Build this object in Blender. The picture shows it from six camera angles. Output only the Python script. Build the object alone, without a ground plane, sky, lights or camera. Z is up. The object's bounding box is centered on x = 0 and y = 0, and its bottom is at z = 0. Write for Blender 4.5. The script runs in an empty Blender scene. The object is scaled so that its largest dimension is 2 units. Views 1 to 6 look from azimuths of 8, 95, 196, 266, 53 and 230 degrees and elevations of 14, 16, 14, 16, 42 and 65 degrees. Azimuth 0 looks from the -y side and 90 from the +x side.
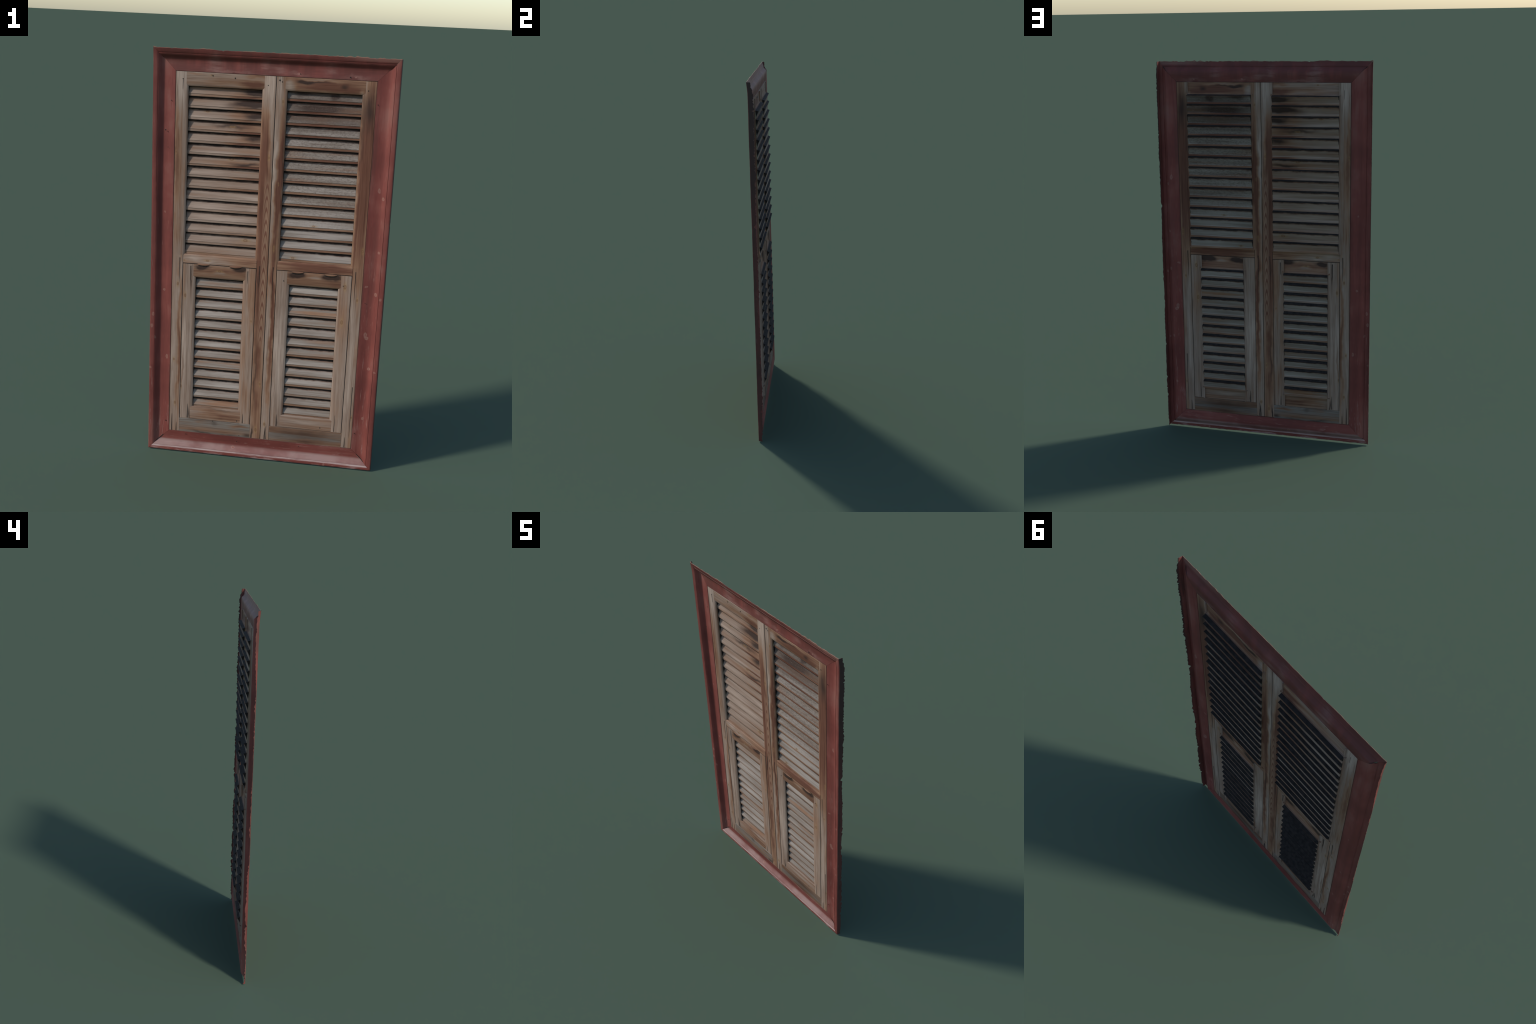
# Old louvred window shutters: a red painted moulded frame, two weathered wooden leaves,
# each with a tall louvre above and a small louvred hatch below.
import bpy, math, random
from mathutils import Vector, noise as mnoise

random.seed(7)
scene = bpy.context.scene

# ------------------------------------------------------------------ placement rule
# everything is laid out in an upright plane (x across, z up, d = depth behind the face);
# the whole thing leans forward a little and is turned slightly.
def lean(x, d, z):
    return (x, d + 0.0051 + 0.011 * x - 0.0254 * (z - 1.0), z)

def rnd(seed, *p):
    return mnoise.noise(Vector((p[0] + seed * 17.3, (p[1] if len(p) > 1 else 0) + seed * 5.1, seed * 3.7)))

# ------------------------------------------------------------------ node helpers
class N:
    def __init__(self, name):
        self.mat = bpy.data.materials.new(name)
        self.mat.use_nodes = True
        self.t = self.mat.node_tree
        self.t.nodes.clear()
        self.out = self.t.nodes.new("ShaderNodeOutputMaterial")
        self.bsdf = self.t.nodes.new("ShaderNodeBsdfPrincipled")
        self.t.links.new(self.bsdf.outputs[0], self.out.inputs[0])
        self.pos = self.t.nodes.new("ShaderNodeNewGeometry").outputs["Position"]
        self.rand = self.t.nodes.new("ShaderNodeObjectInfo").outputs["Random"]
        s = self.t.nodes.new("ShaderNodeSeparateXYZ")
        self.t.links.new(self.pos, s.inputs[0])
        self.x, self.y, self.z = s.outputs

    def put(self, sock, v):
        if isinstance(v, bpy.types.NodeSocket):
            self.t.links.new(v, sock)
        else:
            if isinstance(v, tuple) and len(v) == 3 and sock.type == 'RGBA':
                v = v + (1.0,)
            sock.default_value = v

    def m(self, op, a, b=0.0, c=None, clamp=False):
        n = self.t.nodes.new("ShaderNodeMath"); n.operation = op; n.use_clamp = clamp
        self.put(n.inputs[0], a); self.put(n.inputs[1], b)
        if c is not None: self.put(n.inputs[2], c)
        return n.outputs[0]

    def v(self, op, a, b):
        n = self.t.nodes.new("ShaderNodeVectorMath"); n.operation = op
        self.put(n.inputs[0], a); self.put(n.inputs[1], b)
        return n.outputs["Value"] if op == 'LENGTH' else n.outputs[0]

    def ramp(self, a, lo, hi, to0=0.0, to1=1.0, smooth=True):
        n = self.t.nodes.new("ShaderNodeMapRange")
        n.interpolation_type = 'SMOOTHSTEP' if smooth else 'LINEAR'
        for i, q in enumerate((a, lo, hi, to0, to1)): self.put(n.inputs[i], q)
        return n.outputs[0]

    def mix(self, f, a, b, mode='MIX'):
        n = self.t.nodes.new("ShaderNodeMix"); n.data_type = 'RGBA'; n.blend_type = mode
        self.put(n.inputs[0], f); self.put(n.inputs[6], a); self.put(n.inputs[7], b)
        return n.outputs[2]

    def grid(self, sx, sy, sz, shift=0.0):
        """stretched coordinates, each board shifted by its own random amount"""
        p = self.v('MULTIPLY', self.pos, (sx, sy, sz))
        if shift:
            n = self.t.nodes.new("ShaderNodeCombineXYZ")
            for i, k in enumerate((13.0, 31.0, 7.0)):
                self.put(n.inputs[i], self.m('MULTIPLY', self.rand, k * shift))
            p = self.v('ADD', p, n.outputs[0])
        return p

    def noise(self, vec, scale=1.0, detail=4.0, rough=0.55, dist=0.0):
        n = self.t.nodes.new("ShaderNodeTexNoise")
        self.put(n.inputs["Vector"], vec); n.inputs["Scale"].default_value = scale
        n.inputs["Detail"].default_value = detail; n.inputs["Roughness"].default_value = rough
        n.inputs["Distortion"].default_value = dist
        return n.outputs["Fac"]

    def blob(self, x, z, rx, rz, soft=1.0, warp=None):
        p = self.pos if warp is None else warp
        q = self.v('MULTIPLY', self.v('SUBTRACT', p, (x, 0, z)), (1 / rx, 0, 1 / rz))
        return self.ramp(self.v('LENGTH', q, (0, 0, 0)), 1.0, 1.0 - soft)

    def blobs(self, lst, warp=None):
        tot = None
        for b in lst:
            k = self.m('MULTIPLY', self.blob(b[0], b[1], b[2], b[3], b[5] if len(b) > 5 else 1.0, warp), b[4])
            tot = k if tot is None else self.m('ADD', tot, k)
        return tot if tot is not None else 0.0

    def band(self, a, lo, hi, soft):
        return self.m('MULTIPLY', self.ramp(a, lo - soft, lo + soft), self.ramp(a, hi + soft, hi - soft))

    def warped(self, sc, amt):
        n = self.t.nodes.new("ShaderNodeTexNoise")
        self.put(n.inputs["Vector"], self.pos); n.inputs["Scale"].default_value = sc; n.inputs["Detail"].default_value = 3
        o = self.v('MULTIPLY', self.v('SUBTRACT', n.outputs["Color"], (0.5, 0.5, 0.5)), (amt, 0, amt))
        return self.v('ADD', self.pos, o)

    def finish(self, color, height, rough=0.75, bump=0.3, dist=0.002):
        self.put(self.bsdf.inputs["Base Color"], color)
        self.put(self.bsdf.inputs["Roughness"], rough)
        self.bsdf.inputs["Specular IOR Level"].default_value = 0.25
        if height is not None:
            b = self.t.nodes.new("ShaderNodeBump")
            b.inputs["Strength"].default_value = bump; b.inputs["Distance"].default_value = dist
            self.put(b.inputs["Height"], height)
            self.put(self.bsdf.inputs["Normal"], b.outputs[0])
        return self.mat

GREY = (0.244, 0.174, 0.132)
PALE = (0.348, 0.268, 0.214)
TAN = (0.222, 0.124, 0.075)
BROWN = (0.120, 0.050, 0.030)
DARK = (0.034, 0.019, 0.014)
OCHRE = (0.27, 0.165, 0.07)
COOL_GREY = (0.192, 0.160, 0.134)
COOL_PALE = (0.285, 0.248, 0.216)

# ------------------------------------------------------------------ wood
def wood(name, along, base=0.0, brown=(), dark=(), pale=(), knots=(), flame=(), vary=0.18, streak=0.3, mottled=None, gain=1.0, cool=False, solo=False, baked_shade=0.0):
    """weathered pine: grain runs along 'x' or 'z'; brown/dark/pale are soft stains at (x, z, rx, rz, amount)"""
    n = N(name)
    if solo:          # a stile made of two lengths is still one piece of timber
        n.rand = n.m('ADD', 0.37, 0.0)
    a, c = (1.3, 34.0) if along == 'x' else (34.0, 1.3)
    fine = n.noise(n.grid(a * 5, 20, c * 5, 1.0), 1.0, 5, 0.65)
    wide = n.noise(n.grid(a, 6, c, 1.0), 1.0, 4, 0.6, 0.4)
    patch = n.noise(n.grid(3.2, 3.2, 3.2, 0.6), 1.0, 3, 0.5)
    wp = n.warped(9.0, 0.05)
    tone = n.m('ADD', base + 0.06, n.m('MULTIPLY', n.m('SUBTRACT', n.rand, 0.5), vary))
    tone = n.m('ADD', tone, n.m('MULTIPLY', n.m('SUBTRACT', wide, 0.5), 1.7))
    tone = n.m('ADD', tone, n.m('MULTIPLY', n.m('SUBTRACT', patch, 0.5), 0.9))
    if brown: tone = n.m('ADD', tone, n.blobs(brown, wp))
    if pale: tone = n.m('SUBTRACT', tone, n.blobs(pale, wp))
    col = n.mix(n.ramp(tone, -0.4, 0.15), COOL_PALE if cool else PALE, COOL_GREY if cool else GREY)
    col = n.mix(n.ramp(tone, 0.05, 0.55), col, TAN)
    col = n.mix(n.ramp(tone, 0.4, 1.05), col, BROWN)
    if dark:
        d = n.m('MULTIPLY', n.blobs(dark, wp), n.ramp(wide, 0.2, 0.62, 0.8, 1.6))
        col = n.mix(n.m('MINIMUM', d, 0.95), col, DARK)
    if flame:
        for (xc, z0, z1, hw, per) in flame:
            dx = n.m('SUBTRACT', n.x, n.m('ADD', xc, n.m('MULTIPLY', n.m('SUBTRACT', n.noise(n.grid(0, 0, 3.0), 1, 2), 0.5), 0.012)))
            u = n.m('ADD', n.z, n.m('MULTIPLY', n.m('MULTIPLY', dx, dx), 430.0))
            u = n.m('ADD', u, n.m('MULTIPLY', n.noise(n.grid(30, 0, 8), 1, 2), 0.03))
            s = n.ramp(n.m('SINE', n.m('MULTIPLY', u, 6.283 / per)), 0.0, 0.95)
            msk = n.m('MULTIPLY', n.band(n.z, z0, z1, 0.05), n.ramp(n.m('ABSOLUTE', dx), hw, hw * 0.6))
            col = n.mix(n.m('MULTIPLY', msk, 0.6), col, (0.25, 0.155, 0.10))
            col = n.mix(n.m('MULTIPLY', n.m('MULTIPLY', s, msk), 0.85), col, (0.125, 0.046, 0.028))
    if mottled:
        sp = n.noise(n.grid(75, 75, 190, 1.0), 1.0, 4, 0.75)
        zone = n.blobs(mottled)
        col = n.mix(n.m('MULTIPLY', n.ramp(sp, 0.45, 0.64), n.m('MINIMUM', zone, 0.55)), col, (0.085, 0.058, 0.045))
        col = n.mix(n.m('MULTIPLY', n.ramp(sp, 0.44, 0.30), n.m('MINIMUM', zone, 0.22)), col, (0.33, 0.285, 0.24))
    for (kx, kz, r, k) in knots:
        r *= 0.72
        rx, rz = (r * 1.5, r) if along == 'x' else (r, r * 1.5)
        q = n.v('LENGTH', n.v('MULTIPLY', n.v('SUBTRACT', wp2(n), (kx, 0, kz)), (1 / rx, 0, 1 / rz)), (0, 0, 0))
        ex, ez = (rx * 3.5, rz * 1.7) if along == 'x' else (rx * 1.7, rz * 3.5)
        halo = n.v('LENGTH', n.v('MULTIPLY', n.v('SUBTRACT', wp2(n), (kx, 0, kz)), (1 / ex, 0, 1 / ez)), (0, 0, 0))
        col = n.mix(n.m('MULTIPLY', n.ramp(halo, 1.3, 0.1), 0.6), col, OCHRE)
        col = n.mix(n.m('MULTIPLY', n.band(q, 0.6, 1.15, 0.35), 0.65), col, BROWN)
        col = n.mix(n.m('MULTIPLY', n.ramp(q, 0.55, 0.1), 0.75 * k), col, DARK)
    line = n.noise(n.grid(a * 3.4, 15, c * 3.4, 0.7), 1.0, 3, 0.5, 0.15)
    if along == 'z': lx, lz = 300.0, 3.5
    else: lx, lz = 3.5, 300.0
    hair = n.noise(n.grid(lx, 60, lz, 0.9), 1.0, 2, 0.5)
    col = n.mix(n.m('MULTIPLY', n.ramp(line, 0.5, 0.66), streak * 1.5), col, n.mix(1.0, col, (0.60, 0.50, 0.45), 'MULTIPLY'))
    col = n.mix(n.m('MULTIPLY', n.ramp(fine, 0.5, 0.66), streak * 1.4), col, n.mix(1.0, col, (0.55, 0.47, 0.43), 'MULTIPLY'))
    col = n.mix(n.m('MULTIPLY', n.ramp(fine, 0.46, 0.32), streak * 1.2), col, n.mix(1.0, col, (1.3, 1.3, 1.3), 'MULTIPLY'))
    col = n.mix(n.m('MULTIPLY', n.ramp(hair, 0.55, 0.72), streak * 1.3), col, n.mix(1.0, col, (0.5, 0.43, 0.40), 'MULTIPLY'))
    if baked_shade:          # shadow of the slat above, painted onto each face top with a ragged edge
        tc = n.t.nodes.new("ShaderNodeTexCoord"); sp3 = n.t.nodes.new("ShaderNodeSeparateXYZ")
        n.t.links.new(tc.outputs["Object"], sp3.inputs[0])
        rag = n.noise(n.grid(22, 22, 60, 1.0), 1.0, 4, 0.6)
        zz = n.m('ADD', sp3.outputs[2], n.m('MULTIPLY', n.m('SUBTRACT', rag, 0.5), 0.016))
        col = n.mix(n.m('MULTIPLY', n.ramp(zz, baked_shade * 0.66, baked_shade * 0.86), 0.6), col, BROWN)
        col = n.mix(n.m('MULTIPLY', n.ramp(zz, baked_shade * 0.79, baked_shade * 0.94), 0.92), col, (0.018, 0.012, 0.010))
    if gain != 1.0: col = n.mix(1.0, col, (gain, gain, gain), 'MULTIPLY')
    h = n.m('ADD', n.m('MULTIPLY', fine, 0.6), wide)
    return n.finish(col, h, 0.78, 0.35, 0.0025)

def wp2(n):
    if not hasattr(n, "_w2"): n._w2 = n.warped(60.0, 0.006)
    return n._w2

# ------------------------------------------------------------------ red paint
def paint(name, along, dusty=False, top=False, side=False, chips=()):
    n = N(name)
    a, c = (2.2, 26.0) if along == 'x' else (26.0, 2.2)
    fine = n.noise(n.grid(a * 6, 30, c * 6), 1.0, 5, 0.65)
    wide = n.noise(n.grid(a, 12, c), 1.0, 4, 0.6, 0.3)
    patch = n.noise(n.grid(5, 5, 5), 1.0, 4, 0.55)
    fleck = n.noise(n.grid(a * 3.2, 40, c * 2.2), 1.0, 5, 0.7)
    tone = n.m('ADD', n.m('MULTIPLY', n.m('SUBTRACT', wide, 0.5), 1.2), n.m('MULTIPLY', n.m('SUBTRACT', patch, 0.5), 1.2))
    col = n.mix(n.ramp(tone, -0.45, 0.45), (0.118, 0.030, 0.024), (0.198, 0.052, 0.041))
    # bare, dusty bloom
    bloom = n.m('MULTIPLY', n.ramp(patch, 0.48, 0.7), n.ramp(wide, 0.4, 0.7))
    grime = n.noise(n.grid(a * 0.5, 8, c * 0.5), 1.0, 4, 0.6)
    col = n.mix(n.m('MULTIPLY', n.ramp(grime, 0.5, 0.72), 0.5), col, (0.090, 0.032, 0.026))
    col = n.mix(n.m('MULTIPLY', bloom, 0.55), col, (0.20, 0.10, 0.08))
    lowz = n.ramp(n.z, 1.35, 0.55)
    col = n.mix(n.m('MULTIPLY', n.m('MULTIPLY', n.ramp(fleck, 0.6, 0.72), n.m('ADD', 0.25, n.m('MULTIPLY', lowz, 0.6))), 0.8), col, (0.29, 0.165, 0.14))
    # dirt and wear along the inner border and the outer arris
    ax = n.m('SUBTRACT', n.m('ABSOLUTE', n.x), 0.4575)
    e = n.m('MAXIMUM', n.m('MAXIMUM', ax, n.m('SUBTRACT', n.z, 1.8925)), n.m('SUBTRACT', 0.107, n.z))
    e = n.m('ADD', e, n.m('MULTIPLY', n.m('SUBTRACT', patch, 0.5), 0.012))
    col = n.mix(n.m('MULTIPLY', n.ramp(e, 0.007, 0.001), n.ramp(wide, 0.35, 0.6, 0.2, 0.8)), col, (0.085, 0.034, 0.026))
    col = n.mix(n.m('MULTIPLY', n.ramp(e, 0.097, 0.102), n.ramp(fleck, 0.4, 0.6, 0.1, 0.75)), col, (0.075, 0.035, 0.027))
    scratch = n.noise(n.grid(a * 5.5, 40, c * 5.5), 1.0, 3, 0.7)
    col = n.mix(n.m('MULTIPLY', n.m('MULTIPLY', n.ramp(scratch, 0.60, 0.70), n.ramp(patch, 0.4, 0.6)), n.m('ADD', 0.12, n.m('MULTIPLY', lowz, 0.36))), col, (0.30, 0.19, 0.165))
    wp = n.warped(45.0, 0.012)
    if side:          # the folded-back outer edge is dark brown, darkest near the top
        rim = n.m('MULTIPLY', n.ramp(n.x, 0.5596, 0.5606), n.ramp(n.m('ADD', n.z, n.m('MULTIPLY', n.m('SUBTRACT', patch, 0.5), 0.8)), 0.9, 1.75, 0.45, 0.95))
        col = n.mix(rim, col, (0.045, 0.027, 0.023))
    if side:
        worn = n.m('MULTIPLY', n.blob(0.466, 1.6, 0.02, 0.32), n.ramp(fleck, 0.35, 0.6, 0.3, 1.0))
        col = n.mix(n.m('MULTIPLY', worn, 0.6), col, (0.085, 0.035, 0.027))
    if dusty:
        zz = n.m('ADD', n.z, n.m('MULTIPLY', n.m('SUBTRACT', wide, 0.5), 0.012))
        col = n.mix(n.m('MULTIPLY', n.band(zz, 0.024, 0.056, 0.006), n.ramp(patch, 0.35, 0.62, 0.3, 0.85)), col, (0.250, 0.165, 0.148))
        col = n.mix(n.m('MULTIPLY', n.band(zz, 0.0185, 0.0262, 0.0025), n.ramp(fleck, 0.3, 0.6, 0.25, 0.95)), col, (0.42, 0.31, 0.29))
        col = n.mix(n.m('MULTIPLY', n.m('MULTIPLY', n.ramp(n.z, 0.02, 0.012), n.ramp(fleck, 0.5, 0.6)), 0.6), col, (0.33, 0.21, 0.19))
    if top:
        baked_overhang = n.noise(n.grid(16, 10, 2.5), 1.0, 4, 0.6)
        col = n.mix(n.m('MULTIPLY', n.ramp(baked_overhang, 0.33, 0.58, 0.2, 1.0), 0.78), col, (0.090, 0.028, 0.022))  # top rail darkened for the shade below its overhanging rim
        stain = n.blobs([(-0.27, 1.935, 0.06, 0.06, 1.0), (-0.04, 1.93, 0.055, 0.06, 1.0), (0.02, 1.925, 0.04, 0.05, 0.8), (0.24, 1.93, 0.05, 0.05, 0.7), (0.10, 1.905, 0.08, 0.02, 0.8),
                         (0.36, 1.905, 0.1, 0.02, 0.7), (-0.2, 1.9, 0.2, 0.015, 0.7)], n.warped(20.0, 0.07))
        col = n.mix(n.m('MULTIPLY', n.m('MINIMUM', stain, 1.0), n.ramp(fleck, 0.38, 0.62, 0.1, 0.6)), col, (0.24, 0.13, 0.11))
        # flaked pale edge along the torn top
        e = n.m('ADD', n.z, n.m('MULTIPLY', n.m('SUBTRACT', patch, 0.5), 0.012))
        col = n.mix(n.m('MULTIPLY', n.ramp(e, 1.9925, 1.9955), 0.7), col, (0.25, 0.15, 0.10))
        col = n.mix(n.m('MULTIPLY', n.m('MULTIPLY', n.ramp(n.x, 0.28, 0.42), n.ramp(e, 1.975, 1.985)), 0.5), col, (0.20, 0.105, 0.08))
    for (kx, kz, r, el) in chips:
        q = n.v('LENGTH', n.v('MULTIPLY', n.v('SUBTRACT', wp, (kx, 0, kz)), (1 / r, 0, 1 / (r * el))), (0, 0, 0))
        q = n.m('ADD', q, n.m('MULTIPLY', n.m('SUBTRACT', fleck, 0.5), 1.6))
        col = n.mix(n.m('MULTIPLY', n.ramp(q, 1.2, 0.75), 0.4), col, (0.33, 0.21, 0.17))
        col = n.mix(n.m('MULTIPLY', n.ramp(q, 0.75, 0.45), 0.8), col, (0.2, 0.075, 0.055))
    col = n.mix(n.m('MULTIPLY', n.ramp(fine, 0.54, 0.72), 0.35), col, n.mix(1.0, col, (0.55, 0.5, 0.5), 'MULTIPLY'))
    col = n.mix(n.m('MULTIPLY', n.ramp(fine, 0.42, 0.3), 0.4), col, n.mix(1.0, col, (1.22, 1.3, 1.3), 'MULTIPLY'))
    return n.finish(col, n.m('ADD', fine, wide), 0.62, 0.22, 0.002)

def plain(name, col, rough=0.9, amount=0.4):
    n = N(name)
    f = n.noise(n.grid(60, 60, 60), 1.0, 4)
    c = n.mix(n.ramp(f, 0.3, 0.7), tuple(q * (1 - amount) for q in col), tuple(q * (1 + amount) for q in col))
    return n.finish(c, f, rough, 0.2, 0.001)

# ------------------------------------------------------------------ mesh helpers
thing = bpy.data.objects.new("shuttered_window", None)
scene.collection.objects.link(thing)
thing["label"] = "old red window frame with weathered wooden louvred shutters"
thing["category"] = "window shutters"

def add(name, mesh, parent=None, loc=None):
    o = bpy.data.objects.new(name, mesh)
    scene.collection.objects.link(o)
    o.parent = parent or thing
    if loc: o.location = loc
    return o

def mesh_of(name, verts, faces, mat, angle=32):
    me = bpy.data.meshes.new(name)
    me.from_pydata([tuple(v) for v in verts], [], faces)
    me.validate()
    import bmesh
    bm = bmesh.new(); bm.from_mesh(me)
    bmesh.ops.recalc_face_normals(bm, faces=bm.faces)
    bm.to_mesh(me); bm.free()
    me.materials.append(mat)
    for p in me.polygons: p.use_smooth = True
    me.set_sharp_from_angle(angle=math.radians(angle))
    return me

def loft(rings):
    """skin closed rings of equal size, capped at both ends"""
    k = len(rings[0]); verts = [p for r in rings for p in r]; faces = []
    for i in range(len(rings) - 1):
        for j in range(k):
            a, b = i * k + j, i * k + (j + 1) % k
            faces.append((a, b, b + k, a + k))
    faces.append(tuple(range(k))); faces.append(tuple(range((len(rings) - 1) * k, len(rings) * k)))
    return verts, faces

def box(x0, x1, d0, d1, z0, z1):
    c = [(x, d, z) for z in (z0, z1) for d in (d0, d1) for x in (x0, x1)]
    return [lean(*p) for p in c], [(0, 1, 3, 2), (4, 5, 7, 6), (0, 1, 5, 4), (2, 3, 7, 6), (0, 2, 6, 4), (1, 3, 7, 5)]

def merged(parts):
    V, F = [], []
    for v, f in parts:
        o = len(V); V += v; F += [tuple(i + o for i in q) for q in f]
    return V, F

# ------------------------------------------------------------------ red moulded frame
XI, XO, ZBI, ZBO, ZTI, ZTO = 0.4575, 0.5600, 0.1070, 0.0035, 1.8925, 1.9950
PROFILE = [(0.0, 0.0044), (0.0, 0.0010), (0.0012, 0.0000), (0.014, 0.0018), (0.030, 0.0038), (0.044, 0.0046), (0.055, 0.0048), (0.0605, 0.0034), (0.067, -0.0020),
           (0.0745, -0.0093), (0.0785, -0.0112), (0.0795, -0.0095), (0.0808, -0.0112), (0.086, -0.0124), (0.096, -0.0130), (0.1012, -0.0126), (0.1025, -0.0115)]
SKIN = 0.0032

NOTCHES = {k: [random.uniform(0.05, 1.95) for _ in range(9)] for k in ('left', 'right', 'top', 'bottom')}
def flange_depth(side, t):
    """how far the torn outer edge folds back behind the rim, at height/width t (metres)"""
    jag = 0.0050 * rnd(3, t * 6.3) + 0.0052 * rnd(4, t * 43) * (0.4 + abs(rnd(9, t * 4))) + 0.0046 * rnd(6, t * 148)
    for k, nt in enumerate(NOTCHES[side]):
        jag -= (0.006 + 0.005 * (k % 3) / 2) * max(0.0, 1 - abs(t - nt) / (0.005 + 0.004 * (k % 2)))
    if side == 'right':
        d = 0.0110 + 0.0035 * rnd(5, t * 3.0) + jag * 1.2 + 0.0035 * max(0, min(1, (t - 1.4) / 0.2)) + 0.004 * max(0, 1 - abs(t - 0.35) / 0.3) - 0.003 * max(0, 1 - abs(t - 1.25) / 0.2)
        if t > 1.93: d -= 0.009 * (t - 1.93) / 0.07
        if 1.868 < t < 1.878: d -= 0.006
        if t < 0.05: d -= 0.008 * (0.05 - t) / 0.05
        return d
    if side == 'left':
        d = -0.0090 + 0.0040 * rnd(8, t * 5.0) + jag * 1.2 + 0.013 * max(0, 1 - abs(t - 0.42) / 0.34)
        if t > 1.62: d = max(d, -0.0075 + 0.0065 * min(1, (t - 1.62) / 0.14) + jag * 0.8)
        return max(d, -0.0118)
    if side == 'top':
        return -0.0108
    return -0.0095 + jag * 0.6

def frame_rail(side, mat):
    rings = []
    horiz = side in ('top', 'bottom')
    length = 1.12 if horiz else 1.99
    steps = int(length / 0.0045)
    for i in range(steps + 1):
        f = i / steps
        t_mid = (-0.56 + 1.12 * f) if horiz else 1.995 * f
        back = flange_depth(side, t_mid)
        ragged = 0.0
        if side == 'top':
            ragged = 0.0030 * rnd(11, t_mid * 30) + 0.0026 * rnd(12, t_mid * 110) + 0.0003 + 0.0015 * max(0, 1 - (t_mid + 0.56) / 0.03) + 0.0035 * max(0, 1 - abs(t_mid + 0.325) / 0.04) - 0.003 * max(0, 1 - abs(t_mid + 0.25) / 0.03)
            if t_mid > 0.28: ragged += 0.0045 * rnd(13, t_mid * 70)
        if side == 'bottom':
            ragged = -0.0012 * abs(rnd(14, t_mid * 40))
        wob = 0.0009 * rnd(15, t_mid * 6, len(side)) + 0.0006 * rnd(16, t_mid * 25, len(side))
        pts = [(s, d + (wob if s > 0.05 else 0)) for s, d in PROFILE]
        edge_s = 0.1025
        pts[-2] = (edge_s - 0.0013 + ragged, pts[-2][1]); pts[-1] = (edge_s + ragged, pts[-1][1])
        out = 0.0030 if side in ('left', 'right') else 0.0006
        back = max(back, pts[-1][1] + 0.0006)
        pts += [(edge_s + ragged + out * min(1.0, (back + 0.0125) / 0.022), back), (edge_s + ragged + out * min(1.0, (back + 0.0125) / 0.022) - 0.0022, back)]
        # inner skin, back towards the opening
        inner = [(s, d + SKIN) for s, d in PROFILE[2:-2]]
        inner = [(min(s, edge_s + ragged - 0.0030), d) for s, d in inner]
        pts += [(edge_s + ragged - 0.0024, min(back, -0.0105))] + inner[::-1]
        ring = []
        for s, d in pts:
            g = max(0.0, min(1.0, s / (XO - XI)))
            over = s - (XO - XI)
            if horiz:
                x0, x1 = -XI - (XO - XI) * g, XI + (XO - XI) * g
                x = x0 + 0.0004 + (x1 - x0 - 0.0008) * f
                z = (ZTI + s) if side == 'top' else (ZBI - s * (ZBI - ZBO) / (XO - XI))
            else:
                z0, z1 = ZBI - (ZBI - ZBO) * g, ZTI + (ZTO - ZTI) * g
                z = z0 + 0.0004 + (z1 - z0 - 0.0008) * f
                x = (XI + s) * (1 if side == 'right' else -1)
            high = max(0, min(1, (z - 1.1) / 0.9)); low = max(0, min(1, (1.6 - z) / 1.2))
            rim = max(0, min(1, (s - 0.06) / 0.04))
            # the rim flares forward along the top, most at the left corner; the channel is deeper lower down
            d2 = d - rim * (0.0052 * high * max(0, min(1, 0.5 - x / 1.12)) + 0.0048 * max(0, min(1, (z - 1.94) / 0.05)))
            d2 += 0.0030 * low * max(0, 1 - abs(s - 0.046) / 0.03)
            d2 -= max(0, 1 - abs(s - 0.066) / 0.016) * {'top': 0.0062, 'right': 0.0022, 'bottom': 0.0016, 'left': 0.0}[side]
            ring.append(lean(x, d2, max(z, 0.0002)))
        rings.append(ring)
    v, f = loft(rings)
    return add("frame_rail", mesh_of("frame_rail", v, f, mat, 38))

paint_left = paint("red_paint_left_rail", 'z', chips=[(-0.545, 0.72, 0.006, 1.4), (-0.55, 0.66, 0.005, 2.2), (-0.495, 0.845, 0.006, 1.0), (-0.553, 0.44, 0.006, 0.8), (-0.50, 1.23, 0.004, 1.2), (-0.535, 0.60, 0.004, 2.0), (-0.475, 0.50, 0.006, 1.6)])
paint_right = paint("red_paint_right_rail", 'z', side=True, chips=[(0.475, 0.94, 0.008, 0.7), (0.52, 0.905, 0.006, 1.3), (0.545, 0.885, 0.0055, 1.4), (0.487, 0.70, 0.008, 1.6), (0.492, 0.685, 0.009, 0.9), (0.515, 0.53, 0.006, 1.2), (0.505, 0.27, 0.006, 1.4),
                                                        (0.50, 1.40, 0.006, 1.8), (0.52, 1.11, 0.006, 1.0), (0.522, 1.365, 0.004, 2), (0.545, 0.52, 0.005, 1.2)])
paint_top = paint("red_paint_top_rail", 'x', top=True, chips=[(0.105, 1.908, 0.006, 0.7), (0.36, 1.905, 0.003, 1.0)])
paint_bottom = paint("red_paint_bottom_rail", 'x', dusty=True, chips=[(-0.13, 0.045, 0.008, 0.8), (0.33, 0.012, 0.005, 1.5)])
frame_rail('left', paint_left); frame_rail('right', paint_right); frame_rail('top', paint_top); frame_rail('bottom', paint_bottom)

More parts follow.
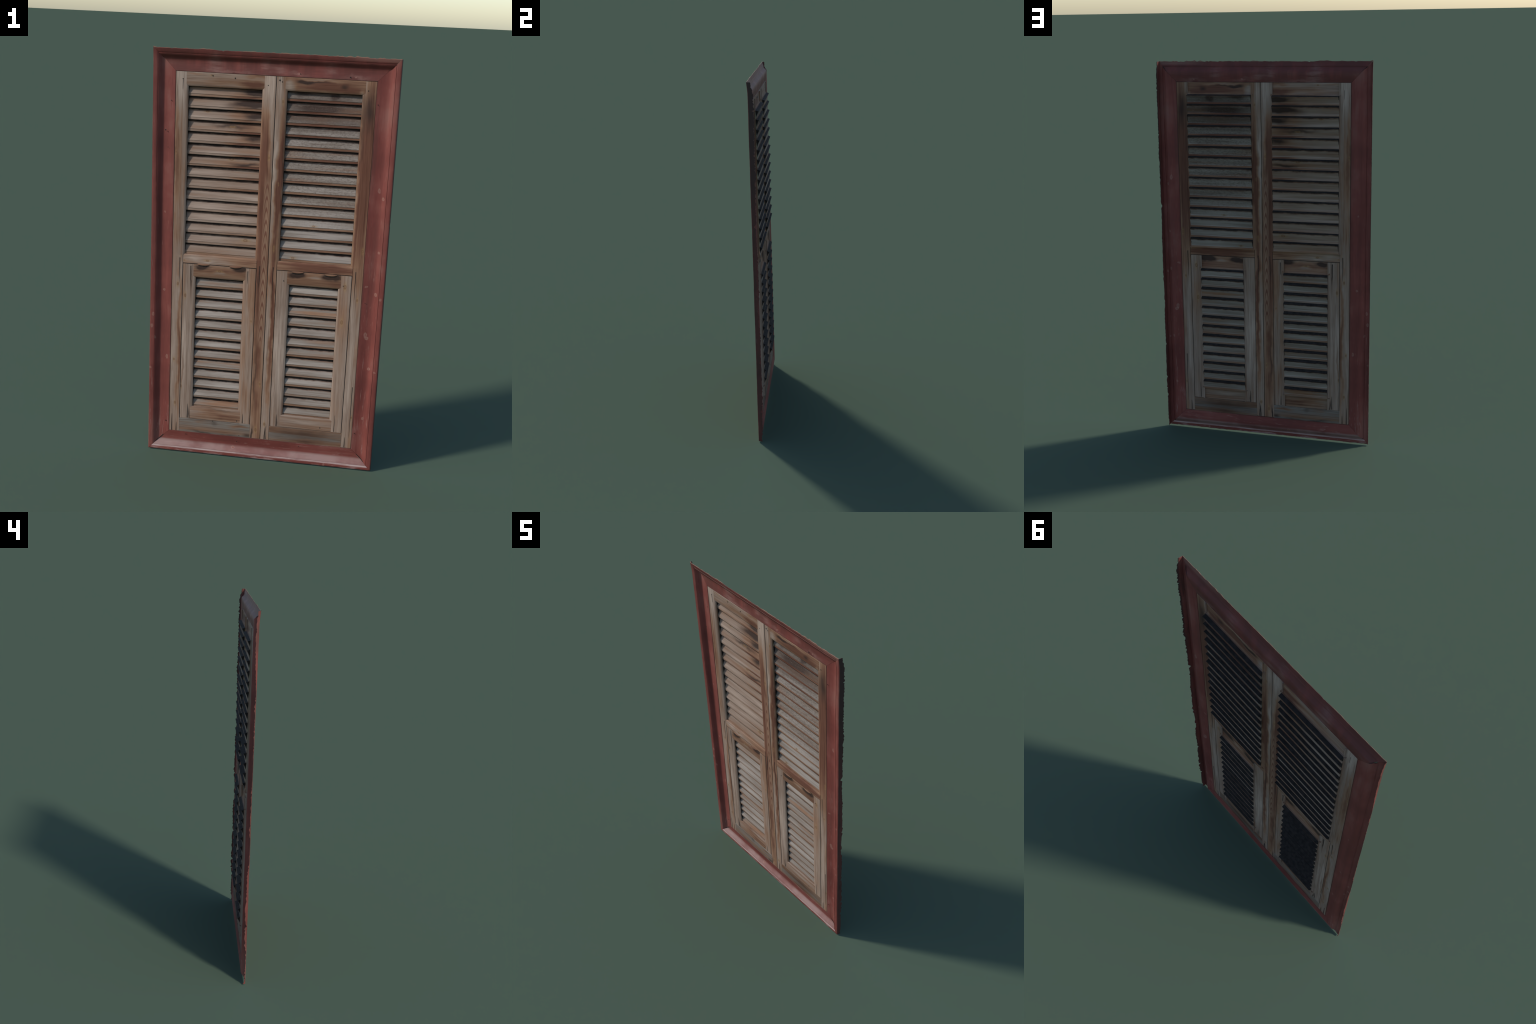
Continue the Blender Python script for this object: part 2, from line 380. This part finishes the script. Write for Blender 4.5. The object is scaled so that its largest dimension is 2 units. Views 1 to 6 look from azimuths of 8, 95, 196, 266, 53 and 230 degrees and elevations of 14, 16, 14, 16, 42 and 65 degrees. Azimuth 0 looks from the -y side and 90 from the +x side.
# ------------------------------------------------------------------ boards
THICK = 0.0036
def board(name, x0, x1, z0, z1, along, mat, opening=None, bev=0.0, parent=None):
    """a plank; 'opening' names the edge that borders a louvre: it is chamfered and returns backwards"""
    a0, a1, l0, l1 = (x0, x1, z0, z1) if along == 'z' else (z0, z1, x0, x1)
    r = 0.0011
    flip = opening in ('low',)
    w = a1 - a0
    # section in (across, depth), the opening edge at across = w
    if opening:
        sec = [(0.0, THICK), (0.0, r), (r, 0.0), (w - bev, 0.0), (w - bev * 0.5, 0.0016), (w, 0.0046), (w, 0.0114), (w - 0.0022, 0.0114), (w - 0.0026, 0.0066), (w - bev - 0.002, THICK)]
    else:
        sec = [(0.0, THICK), (0.0, r), (r, 0.0), (w * 0.5, 0.0), (w - r, 0.0), (w, r), (w, THICK), (w * 0.5, THICK)]
    steps = max(6, int((l1 - l0) / 0.02))
    seed = random.random() * 50
    rings = []
    for i in range(steps + 1):
        l = l0 + (l1 - l0) * i / steps
        e = 0.00045 * rnd(21, l * 14, seed); dd = 0.0005 * rnd(22, l * 7, seed)
        ring = []
        for c, d in sec:
            q = c + (e if 0 < c < w else e * 0.6)
            across = (a1 - q) if flip else (a0 + q)
            ring.append(lean(across, d + dd, l) if along == 'z' else lean(l, d + dd, across))
        rings.append(ring)
    v, f = loft(rings)
    return add(name, mesh_of(name, v, f, mat, 30), parent)

G = 0.0008   # half of the dark seam between boards

stile_a = wood("weathered_outer_stile", 'z', solo=True, base=0.12, pale=[(-0.43, 1.85, 0.06, 0.16, 0.6), (-0.445, 0.5, 0.02, 0.6, 0.3)], brown=[(-0.447, 1.5, 0.02, 0.38, 0.75), (-0.42, 1.38, 0.04, 0.48, 0.45), (-0.416, 0.65, 0.016, 0.65, 0.6)],
               knots=[(-0.428, 0.88, 0.006, 0.7), (-0.44, 0.49, 0.005, 0.6), (-0.43, 0.26, 0.006, 0.7), (-0.449, 1.52, 0.004, 1.0)])
stile_b = wood("weathered_meeting_stile", 'z', solo=True, base=0.42, pale=[(-0.02, 1.85, 0.06, 0.22, 0.75), (-0.005, 1.65, 0.02, 0.2, 0.3)], brown=[(-0.03, 1.48, 0.045, 0.38, 0.8), (-0.03, 1.1, 0.05, 0.6, 0.5), (-0.03, 0.5, 0.024, 0.5, 0.45)],
               dark=[(-0.035, 0.42, 0.01, 0.2, 0.45), (-0.035, 0.92, 0.008, 0.1, 0.4), (-0.04, 0.13, 0.01, 0.08, 0.6)], knots=[(-0.013, 1.52, 0.005, 0.3), (-0.008, 0.40, 0.005, 0.5), (-0.018, 0.155, 0.007, 0.7)], flame=[(-0.014, 0.62, 1.42, 0.0185, 0.058)])
stile_c = wood("weathered_middle_stile", 'z', solo=True, base=0.32, pale=[(0.012, 1.3, 0.012, 0.7, 0.4), (0.02, 1.85, 0.03, 0.12, 0.5), (0.012, 0.5, 0.015, 0.5, 0.3)], brown=[(0.04, 1.42, 0.026, 0.42, 1.0), (0.034, 0.7, 0.014, 0.62, 0.8)],
               dark=[(0.028, 0.14, 0.006, 0.08, 0.8)], knots=[(0.03, 1.09, 0.0055, 0.3), (0.024, 0.19, 0.006, 0.7), (0.04, 1.78, 0.005, 0.4), (0.037, 1.4, 0.003, 0.8)])
stile_d = wood("weathered_hinge_stile", 'z', solo=True, base=0.42, pale=[(0.43, 0.6, 0.06, 0.5, 0.55), (0.43, 0.2, 0.05, 0.3, 0.3)], brown=[(0.43, 1.6, 0.06, 0.42, 0.75), (0.43, 1.25, 0.05, 0.4, 0.3), (0.406, 1.25, 0.012, 0.5, 0.4)],
               dark=[(0.432, 1.75, 0.05, 0.13, 0.42), (0.42, 1.80, 0.04, 0.12, 0.25), (0.405, 1.66, 0.014, 0.26, 0.3)], knots=[(0.446, 1.11, 0.006, 0.3), (0.437, 0.87, 0.005, 0.7), (0.45, 0.27, 0.004, 0.5)])
rail_top_l = wood("weathered_top_rail_left", 'x', 0.1, brown=[(-0.1, 1.845, 0.1, 0.03, 0.7), (-0.08, 1.885, 0.09, 0.012, 0.5), (-0.36, 1.885, 0.06, 0.01, 0.3)], knots=[(-0.29, 1.88, 0.004, 0.6)])
rail_top_r = wood("weathered_top_rail_right", 'x', 0.45, brown=[(0.25, 1.85, 0.2, 0.04, 0.6)], pale=[(0.07, 1.85, 0.035, 0.05, 0.8), (0.2, 1.885, 0.15, 0.012, 0.5), (0.395, 1.845, 0.02, 0.02, 0.4)],
                  dark=[(0.135, 1.868, 0.06, 0.014, 1.1), (0.31, 1.86, 0.03, 0.02, 0.6), (0.2, 1.873, 0.09, 0.008, 0.5)])
rail_mid = wood("weathered_middle_rail", 'x', 0.42, pale=[(-0.36, 1.02, 0.08, 0.02, 0.4), (-0.28, 1.0, 0.05, 0.015, 0.3)], brown=[(0.23, 1.01, 0.26, 0.04, 0.9), (-0.1, 1.0, 0.08, 0.02, 0.3)], knots=[(-0.287, 1.006, 0.006, 0.5), (-0.398, 1.0, 0.003, 0.5)])
rail_hatch_top = wood("weathered_hatch_top_rail", 'x', 0.42, brown=[(-0.22, 0.96, 0.16, 0.02, 0.3)], pale=[(-0.22, 0.945, 0.05, 0.012, 0.4), (0.24, 0.965, 0.06, 0.012, 0.45)],
                      dark=[(-0.31, 0.974, 0.06, 0.02, 1.3), (-0.125, 0.974, 0.06, 0.022, 1.3), (0.145, 0.97, 0.06, 0.024, 1.4), (0.315, 0.97, 0.065, 0.028, 1.4)], knots=[(-0.226, 0.958, 0.006, 0.4)])
rail_hatch_low = wood("weathered_hatch_bottom_rail", 'x', 0.3, brown=[(-0.2, 0.215, 0.2, 0.04, 0.6)], pale=[(0.2, 0.22, 0.14, 0.02, 0.3)], dark=[(-0.2, 0.24, 0.15, 0.01, 0.3)], gain=0.85)
kick_l = wood("weathered_bottom_board_left", 'x', 0.05, brown=[(-0.1, 0.165, 0.08, 0.015, 0.7), (-0.3, 0.17, 0.1, 0.01, 0.3)], dark=[(-0.23, 0.11, 0.2, 0.012, 0.5), (-0.06, 0.115, 0.04, 0.02, 0.5), (-0.23, 0.17, 0.03, 0.02, 0.35)], cool=True, gain=0.78)
kick_r = wood("weathered_bottom_board_right", 'x', 0.25, brown=[(0.25, 0.12, 0.1, 0.02, 0.3)], dark=[(0.22, 0.145, 0.3, 0.06, 0.45)], cool=True, gain=0.8)
hatch_wood = wood("weathered_hatch_stile", 'z', 0.02, pale=[(0.08, 0.55, 0.05, 0.5, 0.5), (-0.39, 0.6, 0.03, 0.4, 0.2)], brown=[(-0.07, 0.75, 0.03, 0.35, 0.3), (0.385, 0.75, 0.03, 0.3, 0.2), (-0.40, 0.4, 0.008, 0.2, 0.4)],
                  dark=[(-0.36, 0.2, 0.008, 0.06, 0.6), (-0.365, 0.92, 0.006, 0.08, 0.5), (0.083, 0.2, 0.008, 0.05, 0.4)], knots=[(-0.391, 0.825, 0.007, 0.6), (0.376, 0.93, 0.008, 0.3), (0.371, 0.755, 0.008, 0.5), (-0.403, 0.352, 0.006, 0.6), (-0.063, 0.72, 0.004, 0.4)])

RB = 0.0098
leaves = []
for side in (0, 1):
    L = side == 0
    xa0, xa1, xo0 = (-0.4565, -0.4075, -0.3985) if L else (0.0068, 0.0470, 0.0568)
    xb0, xb1, xo1 = (-0.0460, 0.0046, -0.0565) if L else (0.4087, 0.4565, 0.3955)
    ma, mb = (stile_a, stile_b) if L else (stile_c, stile_d)
    ZB, ZT = 0.1085, 1.8912
    zmid_b, zmid_t = (0.9870, 1.0300) if L else (0.9885, 1.0308)
    zop = 1.8268 if L else 1.8290
    # upper part of each stile borders the louvre, the lower part the hatch
    board("leaf_stile", xa0 + G, xo0, zmid_t - 0.004, ZT, 'z', ma, 'high', xo0 - xa1)
    board("leaf_stile", xa0 + G, xa1 + 0.002 - G, ZB, zmid_t - 0.0041, 'z', ma)
    board("leaf_stile", xo1, xb1, zmid_t - 0.004, ZT, 'z', mb, 'low', xb0 - xo1)
    board("leaf_stile", xb0 - 0.002 + G, xb1, ZB, zmid_t - 0.0041, 'z', mb)
    board("leaf_rail", xa1 + 0.0004, xb0 - 0.0004, zop, ZT, 'x', rail_top_l if L else rail_top_r, 'low', 0.0085)
    board("leaf_rail", xa1 + 0.002 + G, xb0 - 0.002 - G, zmid_b, zmid_t + 0.0013, 'x', rail_mid, 'high', 0.0065)
    zk = 0.1800 if L else 0.1836
    board("kick_board", xa1 + 0.001 + G, xb0 - 0.001 - G, ZB - 0.0015, zk - G, 'x', kick_l if L else kick_r)
    # hatch
    hx0, hs0, ho0, ho1, hs1, hx1 = (-0.4038, -0.3540, -0.3420, -0.1105, -0.0980, -0.0493) if L else (0.0502, 0.0995, 0.1115, 0.3440, 0.3560, 0.4053)
    hz1 = 0.9845 if L else 0.9862
    zo1, zo0 = (0.9185, 0.2468) if L else (0.9175, 0.2478)
    board("hatch_stile", hx0 + G, ho0, zk + G, hz1 - G, 'z', hatch_wood, 'high', ho0 - hs0)
    board("hatch_stile", ho1, hx1 - G, zk + G, hz1 - G, 'z', hatch_wood, 'low', hs1 - ho1)
    board("hatch_rail", hs0 + 0.0004, hs1 - 0.0004, zo1, hz1 - G, 'x', rail_hatch_top, 'low', 0.0075)
    board("hatch_rail", hs0 + 0.0004, hs1 - 0.0004, zk + G, zo0 + 0.0010, 'x', rail_hatch_low, 'high', 0.0065)
    leaves.append(dict(x0=xo0, x1=xo1, top=zop, low=zmid_t, hx0=ho0, hx1=ho1, htop=zo1, hlow=zo0, kick=zk, hz1=hz1, hl=hx0, hr=hx1, zmb=zmid_b, L=L))

# ------------------------------------------------------------------ dark seams between boards
dark_seam = plain("dark_seam", (0.018, 0.014, 0.012))
seams = []
def seam_v(x, z0, z1, w=0.0045): seams.append(box(x - w / 2, x + w / 2, 0.0014, 0.0024, z0, z1))
def seam_h(z, x0, x1, w=0.0045): seams.append(box(x0, x1, 0.0016, 0.0026, z - w / 2, z + w / 2))
seam_v(-0.4570, 0.105, 1.893); seam_v(0.4570, 0.105, 1.893); seam_v(0.0057, 0.107, 1.893)
seam_h(1.8918, -0.4578, 0.4578); seam_h(0.1075, -0.4578, 0.4578)
for q in leaves:
    seam_v(q['hl'] - 0.0006, q['kick'] - 0.07, q['hz1'] + 0.046); seam_v(q['hr'] + 0.0006, q['kick'] - 0.07, q['hz1'] + 0.046)
    seam_h(q['kick'], q['hl'], q['hr']); seam_h(q['hz1'] + 0.0006, q['hl'], q['hr'])
for sx in (-1, 1):
    for (zi, zo) in ((ZTI, ZTO), (ZBI, ZBO)):
        pts = []
        for s, d in [(0.0, 0.0018), (0.03, 0.0052), (0.055, 0.0052), (0.0765, -0.0082)]:
            f = s / (XO - XI)
            pts.append((sx * (XI + s), d, zi + (zo - zi) * f))
        V, F = [], []
        for (x, d, z) in pts:
            nx, nz = 0.0011 * sx, 0.0011 * (-1 if zo > zi else 1)
            V += [lean(x + nx, d, z + nz), lean(x - nx, d, z - nz), lean(x - nx, d + 0.001, z - nz), lean(x + nx, d + 0.001, z + nz)]
        for i in range(3):
            for j in range(4):
                a, b = i * 4 + j, i * 4 + (j + 1) % 4
                F.append((a, b, b + 4, a + 4))
        seams.append((V, F + [(0, 1, 2, 3), (12, 13, 14, 15)]))
v, f = merged(seams)
o = add("seam", mesh_of("seam", v, f, dark_seam)); o["kind"] = "stuff"

# ------------------------------------------------------------------ louvres
slat_ul = wood("slat_wood_upper_left", 'x', -0.02, baked_shade=0.0375, streak=0.17, gain=0.86, brown=[(-0.13, 1.72, 0.14, 0.12, 0.6), (-0.1, 1.6, 0.1, 0.1, 0.3)], dark=[(-0.08, 1.81, 0.12, 0.03, 1.1), (-0.10, 1.755, 0.16, 0.03, 1.0), (-0.08, 1.70, 0.10, 0.03, 0.9), (-0.08, 1.60, 0.08, 0.03, 0.7), (-0.2, 1.65, 0.14, 0.015, 0.6), (-0.12, 1.48, 0.12, 0.014, 0.6)],
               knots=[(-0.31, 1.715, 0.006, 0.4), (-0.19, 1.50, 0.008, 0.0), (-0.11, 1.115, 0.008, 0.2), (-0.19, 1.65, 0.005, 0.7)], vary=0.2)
slat_ur = wood("slat_wood_upper_right", 'x', -0.04, baked_shade=0.0375, streak=0.22, cool=True, gain=0.9, brown=[(0.22, 1.74, 0.3, 0.1, 0.25)], dark=[(0.22, 1.76, 0.5, 0.22, 0.42), (0.12, 1.81, 0.08, 0.02, 0.5), (0.27, 1.81, 0.03, 0.03, 0.6), (0.2, 1.75, 0.16, 0.04, 0.4)], mottled=[(0.22, 1.68, 0.5, 0.34, 1.6), (0.22, 1.4, 0.5, 0.3, 0.6)], pale=[(0.22, 1.15, 0.25, 0.2, 0.25)], knots=[(0.12, 1.05, 0.006, 0.2), (0.21, 1.21, 0.005, 0.3)], vary=0.25)
slat_low = wood("slat_wood_hatch", 'x', -0.03, baked_shade=0.0315, streak=0.2, cool=True, brown=[(-0.2, 0.29, 0.2, 0.06, 0.3), (0.23, 0.77, 0.2, 0.03, 0.25)], pale=[(0.23, 0.89, 0.2, 0.04, 0.5), (-0.22, 0.61, 0.2, 0.06, 0.3), (-0.22, 0.43, 0.2, 0.05, 0.3)], vary=0.25)
nose_ul = wood("slat_nose_upper_left", 'x', 0.12, brown=[(-0.1, 1.6, 0.16, 0.4, 0.9)], vary=0.3)
nose_ur = wood("slat_nose_upper_right", 'x', 0.62, brown=[(0.22, 1.7, 0.3, 0.3, 0.4)], vary=0.3)
nose_low = wood("slat_nose_hatch", 'x', 0.22, vary=0.4, gain=0.85)
gap_dark = plain("painted_gap_shadow", (0.020, 0.016, 0.014))  # near-black colour carries the shadow inside the louvre gaps

LIP = 0.0125
def louvre(x0, x1, top, edges, ly, deep, drop, mat, lip_mat):
    xm, half = (x0 + x1) / 2, (x1 - x0) / 2 + 0.0010
    pitch = (edges[0] - edges[-1]) / (len(edges) - 1)
    t = 0.0022
    def slat_mesh(rise):
        # section in (depth, height) measured from the front lower arris of the slat
        fr = [(deep, rise), (deep * 0.5, rise * 0.5 + 0.0006), (0.0009, 0.0022), (0.0, 0.0004), (0.0001, -0.0008), (0.0022, -0.0014), (0.0022, -0.0027), (0.0007, -0.0034), (0.0007, -LIP + 0.001), (0.0018, -LIP)]
        bk = [(0.0018 + t, -LIP + 0.0004), (0.0024 + t, -0.003), (0.0012 + t, 0.001), (deep * 0.5 + t, rise * 0.5 + 0.0012), (deep + t * 0.8, rise + 0.0002)]
        sec = fr + bk
        rings = []
        for i in range(25):
            lx = -half + 2 * half * i / 24
            rings.append([(lx, d + 0.011 * lx - 0.0254 * h + 0.0006 * rnd(31, lx * 9, d * 40), h + 0.0007 * rnd(32, lx * 7, h * 30)) for d, h in sec])
        v, f = loft(rings)
        me = mesh_of("slat", v, f, mat, 28)
        me.materials.append(lip_mat)
        for p in me.polygons:          # the nose below the groove is its own strip of wood
            if p.center.z < -0.002: p.material_index = 1
        return me
    rise = pitch - LIP - drop
    shared = slat_mesh(rise)
    parts = []
    prev_lip = top + 0.0006
    slats = []
    for i, ze in enumerate(edges):
        fold = prev_lip - drop
        own = fold - ze
        me = shared if i else slat_mesh(own)
        ze_now = fold - (rise if i else own)
        j = random.uniform(-0.0007, 0.0007)
        base = lean(xm, ly, ze_now)
        slats.append((me, (base[0], base[1] + random.uniform(-0.0012, 0.0012), base[2] + j), random.uniform(-0.0045, 0.0045), random.uniform(-0.016, 0.016)))
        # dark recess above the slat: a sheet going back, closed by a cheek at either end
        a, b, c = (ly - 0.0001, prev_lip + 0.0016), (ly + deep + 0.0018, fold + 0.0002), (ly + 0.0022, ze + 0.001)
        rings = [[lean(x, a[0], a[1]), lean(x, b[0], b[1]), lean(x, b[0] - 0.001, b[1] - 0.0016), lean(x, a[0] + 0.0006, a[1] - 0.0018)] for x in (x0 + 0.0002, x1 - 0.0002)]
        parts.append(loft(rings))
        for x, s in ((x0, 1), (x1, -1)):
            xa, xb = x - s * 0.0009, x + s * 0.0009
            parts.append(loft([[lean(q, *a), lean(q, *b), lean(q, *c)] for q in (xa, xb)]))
        prev_lip = ze_now - LIP
    v, f = merged(parts)
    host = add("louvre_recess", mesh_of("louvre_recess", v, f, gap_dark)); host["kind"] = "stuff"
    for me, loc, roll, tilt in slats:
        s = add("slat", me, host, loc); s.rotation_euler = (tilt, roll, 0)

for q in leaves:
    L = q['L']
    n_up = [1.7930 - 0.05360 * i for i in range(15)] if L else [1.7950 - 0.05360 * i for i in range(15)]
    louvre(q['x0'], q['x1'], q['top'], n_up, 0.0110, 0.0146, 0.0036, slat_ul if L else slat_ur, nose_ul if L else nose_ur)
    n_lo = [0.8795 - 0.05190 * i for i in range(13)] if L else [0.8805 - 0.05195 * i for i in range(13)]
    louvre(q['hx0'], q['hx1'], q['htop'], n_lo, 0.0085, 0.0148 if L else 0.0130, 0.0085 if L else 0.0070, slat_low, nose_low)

# ------------------------------------------------------------------ finger pulls under the middle rails
def lens(xc, zc, w, h, d, sag, mat, name, front=0.0):
    V, F = [], []
    nu, nv = 20, 8
    for i in range(nu + 1):
        u = -1 + 2 * i / nu
        prof = max(0.02, 1 - u * u) ** 0.6
        for k in range(nv + 1):
            a = math.pi * k / nv
            V.append(lean(xc + u * w / 2, front - d * prof * math.sin(a), zc + h * prof * math.cos(a) * 0.5 - sag * prof))
    for i in range(nu):
        for k in range(nv):
            a = i * (nv + 1) + k
            F.append((a, a + 1, a + nv + 2, a + nv + 1))
        a = i * (nv + 1)
        F.append((a, a + nv, a + 2 * nv + 1, a + nv + 1))
    F.append(tuple(range(nv + 1))); F.append(tuple(range(nu * (nv + 1), (nu + 1) * (nv + 1))))
    return add(name, mesh_of(name, V, F, mat, 40))

pull_wood = wood("worn_finger_pull", 'x', 0.62, solo=True)
for (xc, zc) in ((-0.3035, 0.9868), (-0.149, 0.9868), (0.149, 0.9862), (0.306, 0.9850)):
    lens(xc, zc, 0.060, 0.010, 0.0045, 0.0030, pull_wood, "finger_pull")
    lens(xc, zc - 0.0062, 0.058, 0.0075, 0.0011, 0.0028, dark_seam, "finger_slot")

# ------------------------------------------------------------------ nails and drying cracks
nail_iron = plain("rusty_nail", (0.022, 0.016, 0.013), 0.7)
def disc_mesh(r, d):
    V = [(r * math.cos(i * math.tau / 12), -d * (1 if k else 0.2), r * math.sin(i * math.tau / 12)) for k in (0, 1) for i in range(12)]
    F = [tuple(range(12)), tuple(range(12, 24))] + [(i, (i + 1) % 12, 12 + (i + 1) % 12, 12 + i) for i in range(12)]
    return mesh_of("nail", V, F, nail_iron)
nail = disc_mesh(0.0022, 0.0009)
for (x, z, k) in [(-0.4235, 1.858, 1.2), (-0.2855, 1.8785, 1.3), (-0.1825, 1.8725, 1.5), (-0.031, 1.849, 1.0), (0.0215, 1.8745, 1.7), (0.0325, 1.868, 1.4), (0.4205, 1.849, 1.3), (0.0845, 0.937, 1.1), (0.367, 0.935, 1.0), (0.30, 0.2, 1.3),
                  (-0.236, 0.178, 1.2), (-0.115, 0.192, 1.3), (-0.1, 0.115, 1.0)]:
    o = add("nail", nail, None, lean(x, 0.0003, z)); o.scale = (k, 1, k * random.uniform(0.8, 1.2))
for (x, z, k, d) in [(-0.4755, 1.757, 1.0, 0), (-0.5005, 1.62, 1.4, -0.002), (0.467, 1.79, 1.0, 0), (0.112, 1.9075, 1.0, 0), (0.336, 1.905, 1.3, 0), (-0.475, 0.158, 1.2, 0), (-0.37, 0.094, 1.0, 0), (-0.11, 0.081, 1.0, 0), (0.2, 0.09, 0.9, 0), (0.47, 0.19, 1.0, 0), (-0.488, 1.54, 0.8, -0.001), (0.475, 0.86, 0.8, 0)]:
    o = add("nail", nail, None, lean(x, -0.0007 + d, z)); o.scale = (k, 1, k)

def crack(x, z0, z1, w, lean_x=0.0):
    """a tapering dark split along the grain"""
    rings = []
    for i in range(13):
        f = i / 12
        z = z0 + (z1 - z0) * f
        hw = w * 0.36 * (1 - f) ** 0.55 + 0.0002
        xc = x + lean_x * f + 0.0006 * rnd(41, z * 30, x * 9)
        rings.append([lean(xc - hw, -0.0004, z), lean(xc + hw, -0.0004, z), lean(xc + hw, 0.0042, z), lean(xc - hw, 0.0042, z)])
    v, f = loft(rings)
    add("crack", mesh_of("crack", v, f, dark_seam))

for c in [(-0.4205, 1.012, 0.885, 0.0042), (-0.033, 1.0, 0.90, 0.004), (0.031, 1.0, 0.83, 0.0042), (0.422, 1.008, 0.87, 0.0042), (-0.444, 0.1095, 0.20, 0.0044), (-0.4215, 0.1095, 0.155, 0.0042), (-0.366, 0.184, 0.26, 0.0058), (-0.0865, 0.184, 0.235, 0.0055),
          (-0.366, 0.975, 0.89, 0.0045), (-0.0885, 0.97, 0.905, 0.0042), (0.083, 0.187, 0.25, 0.0045), (0.369, 0.187, 0.275, 0.0042), (0.424, 0.1095, 0.165, 0.005), (0.444, 0.43, 0.16, 0.0038), (0.0275, 0.1095, 0.17, 0.0058), (0.035, 0.11, 0.15, 0.004), (-0.0395, 0.11, 0.16, 0.006), (-0.4235, 1.855, 1.81, 0.0016)]:
    crack(*c)
